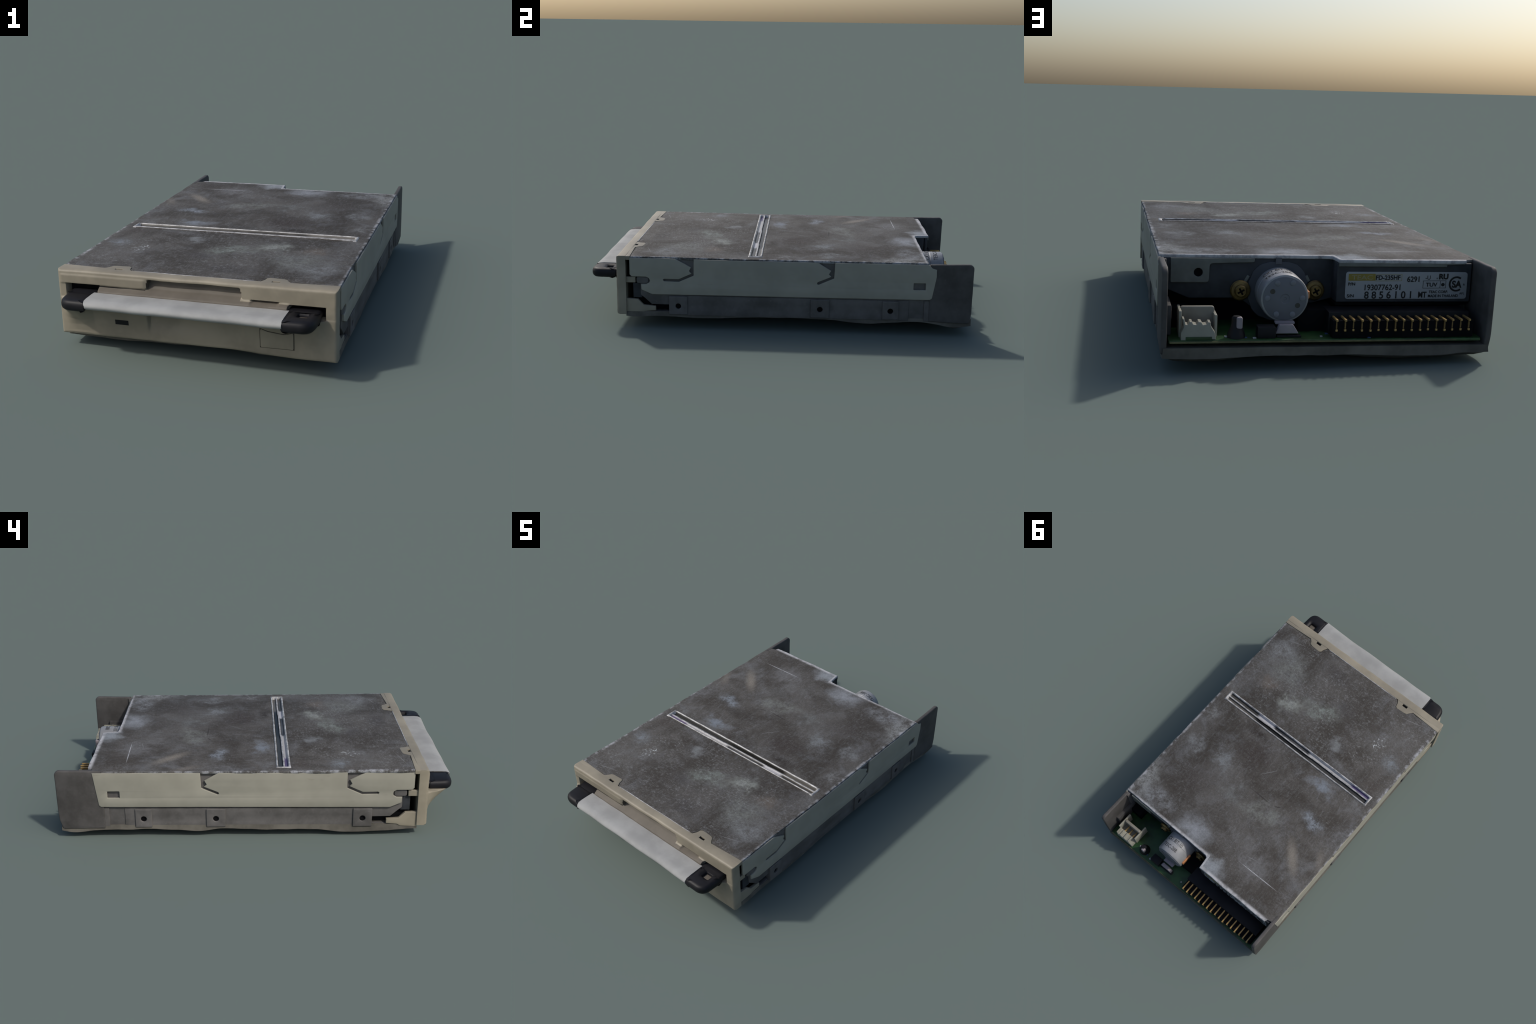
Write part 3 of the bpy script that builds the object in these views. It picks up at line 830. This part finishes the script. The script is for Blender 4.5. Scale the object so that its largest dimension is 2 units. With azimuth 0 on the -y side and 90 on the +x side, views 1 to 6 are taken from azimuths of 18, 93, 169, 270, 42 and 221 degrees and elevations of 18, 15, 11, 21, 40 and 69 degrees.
# ---------------------------------------------------------------- underside
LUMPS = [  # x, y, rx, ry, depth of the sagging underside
    (0.56, 0.90, 0.16, 0.14, 0.026), (0.30, 0.93, 0.30, 0.10, 0.020), (-0.25, 0.92, 0.35, 0.12, 0.022), (-0.58, 0.92, 0.10, 0.10, 0.004), (-0.57, 0.30, 0.08, 0.10, 0.010),
    (0.56, 0.45, 0.14, 0.20, 0.020), (0.52, -0.40, 0.16, 0.26, 0.018), (-0.20, -0.66, 0.18, 0.14, 0.022), (-0.50, -0.55, 0.16, 0.20, 0.016), (0.42, -0.76, 0.24, 0.10, 0.018), (0.0, 0.10, 0.35, 0.45, 0.022)]
def build_underside():
    nx, ny = 60, 90
    bm = bmesh.new()
    lower, upper = [], []
    for i in range(nx + 1):
        lo, hi = [], []
        for j in range(ny + 1):
            u, v = i / nx, j / ny
            x = -0.606 + 1.216 * u
            y = -0.800 + 1.785 * v
            z = 0.0525 + 0.006 * fbm(x, y, 0.0, 4) + 0.003 * x
            for cx, cy, rx, ry, d in LUMPS:
                q = ((x - cx) / rx) ** 2 + ((y - cy) / ry) ** 2
                z -= d * math.exp(-1.2 * q)
            e = min(u, 1 - u, v, 1 - v)
            xx = x * (0.985 + 0.015 * ss(0, 0.03, 0.03 - min(u, 1 - u) * 0.5))
            z += 0.007 * (1 - ss(0, 0.03, e))
            lo.append(bm.verts.new((x, y, z)))
            hi.append(bm.verts.new((x * 0.993, y, max(0.078, z + 0.01))))
        lower.append(lo)
        upper.append(hi)
    for i in range(nx):
        for j in range(ny):
            bm.faces.new((lower[i][j], lower[i][j + 1], lower[i + 1][j + 1], lower[i + 1][j]))
            bm.faces.new((upper[i][j], upper[i + 1][j], upper[i + 1][j + 1], upper[i][j + 1]))
    rim = [(i, 0) for i in range(nx)] + [(nx, j) for j in range(ny)] + [(i, ny) for i in range(nx, 0, -1)] + [(0, j) for j in range(ny, 0, -1)]
    for (a, b), (c, d) in zip(rim, rim[1:] + rim[:1]):
        bm.faces.new((lower[a][b], lower[c][d], upper[c][d], upper[a][b]))
    # settle the lowest point exactly on the ground
    low = min((POSE @ v.co).z for v in bm.verts)
    base = 0.045
    for v in bm.verts:
        w = POSE @ v.co
        if w.z < base:
            k = (base - w.z) / (base - low)
            v.co.z += (base - base * k) - w.z
    return add('bottom_plate', from_bm(bm, 'bottom_plate'), M['bottom'], drive, 60)
build_underside()

# =================================================================== DISK
disk = empty('floppy_disk', 'black floppy disk with pale paper label pushed in', 'floppy disk')
DZ = 0.287
sh = rounded([(-0.542, -0.980), (-0.425, -0.982), (-0.415, -0.970), (0.412, -0.970), (0.422, -0.993), (0.546, -0.995), (0.556, -0.805), (-0.558, -0.805)], [0.050, 0.005, 0.005, 0.005, 0.005, 0.050, 0.0, 0.0], 8)
shell = plate('disk_shell', sh, 0.249, DZ, 'top', M['black'], disk, holes=[rounded(rect(0.470, -0.917, 0.508, -0.884), 0.004)], bevel=0.0165, wobble=0.001, step=0.03)
for ends in ([(-0.546, -0.982), (-0.424, -0.984), (-0.424, -0.862), (-0.556, -0.862)], [(0.420, -0.994), (0.550, -0.996), (0.556, -0.862), (0.420, -0.862)]):
    rad = [0.055, 0.004, 0.004, 0.004] if ends[0][0] < 0 else [0.004, 0.055, 0.004, 0.004]
    plate('disk_corner', rounded(ends, rad, 8), 0.238, 0.2885, 'top', M['black'], disk, holes=[] if ends[0][0] < 0 else [rounded(rect(0.470, -0.917, 0.508, -0.884), 0.004)], bevel=0.0200, wobble=0.0015, step=0.03)
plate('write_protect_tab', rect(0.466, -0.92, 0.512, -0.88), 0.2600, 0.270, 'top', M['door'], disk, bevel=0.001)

def disk_label():
    prof = [(-0.872, 0.2895), (-0.90, 0.2905), (-0.95, 0.2905), (-0.970, 0.2885), (-0.982, 0.2825), (-0.9895, 0.2760), (-0.991, 0.2690), (-0.987, 0.2600), (-0.976, 0.2520), (-0.960, 0.2485), (-0.930, 0.2480), (-0.925, 0.270), (-0.870, 0.276)]
    bm = bmesh.new()
    rows = []
    n = 80
    for i in range(n + 1):
        x = -0.430 + 0.856 * i / n
        row = []
        for k, (y, z) in enumerate(prof):
            fy = (0.004 * noise.noise(Vector((x * 7, z * 20, 1))) - 0.002) * (1 if k > 2 else 0)
            fz = 0.002 * noise.noise(Vector((x * 6, y * 9, 5))) - 0.008 * x * 0.4
            if k == 0:
                fy += 0.003 * noise.noise(Vector((x * 12, 0, 8)))
            xx = x + (0.015 * (1 - ss(0, 0.03, z - 0.262)) if i == 0 else 0)
            row.append(bm.verts.new((xx, y + fy - 0.009 * x * (1 if k > 1 and k < 11 else 0), z + fz)))
        rows.append(row)
    m = len(prof)
    for a, b in zip(rows, rows[1:]):
        for k in range(m):
            bm.faces.new((a[k], b[k], b[(k + 1) % m], a[(k + 1) % m]))
    bm.faces.new(rows[0])
    bm.faces.new(list(reversed(rows[-1])))
    add('disk_label', from_bm(bm, 'disk_label'), M['label'], disk, 50)
disk_label()


# slight lean of the whole drive towards +x at the back, as it lies in the target
shared = {}
for o in bpy.data.objects:
    if o.type == 'MESH':
        shared.setdefault(o.data.name, []).append(o)
lean = lambda x, y: 0.0005 + (0.006 + 0.003 * (x < 0)) * y + 0.004 * x
for obs in shared.values():
    if len(obs) > 1:
        for o in obs:
            o.location.x += lean(o.location.x, o.location.y + sum(v.co.y for v in o.data.vertices) / len(o.data.vertices))
    else:
        for v in obs[0].data.vertices:
            v.co.x += lean(v.co.x, v.co.y)
            if v.co.z > 0.33:
                v.co.z += 0.0035 * (1 - ss(-0.75, -0.1, v.co.y))
        obs[0].data.update()
bpy.context.view_layer.update()
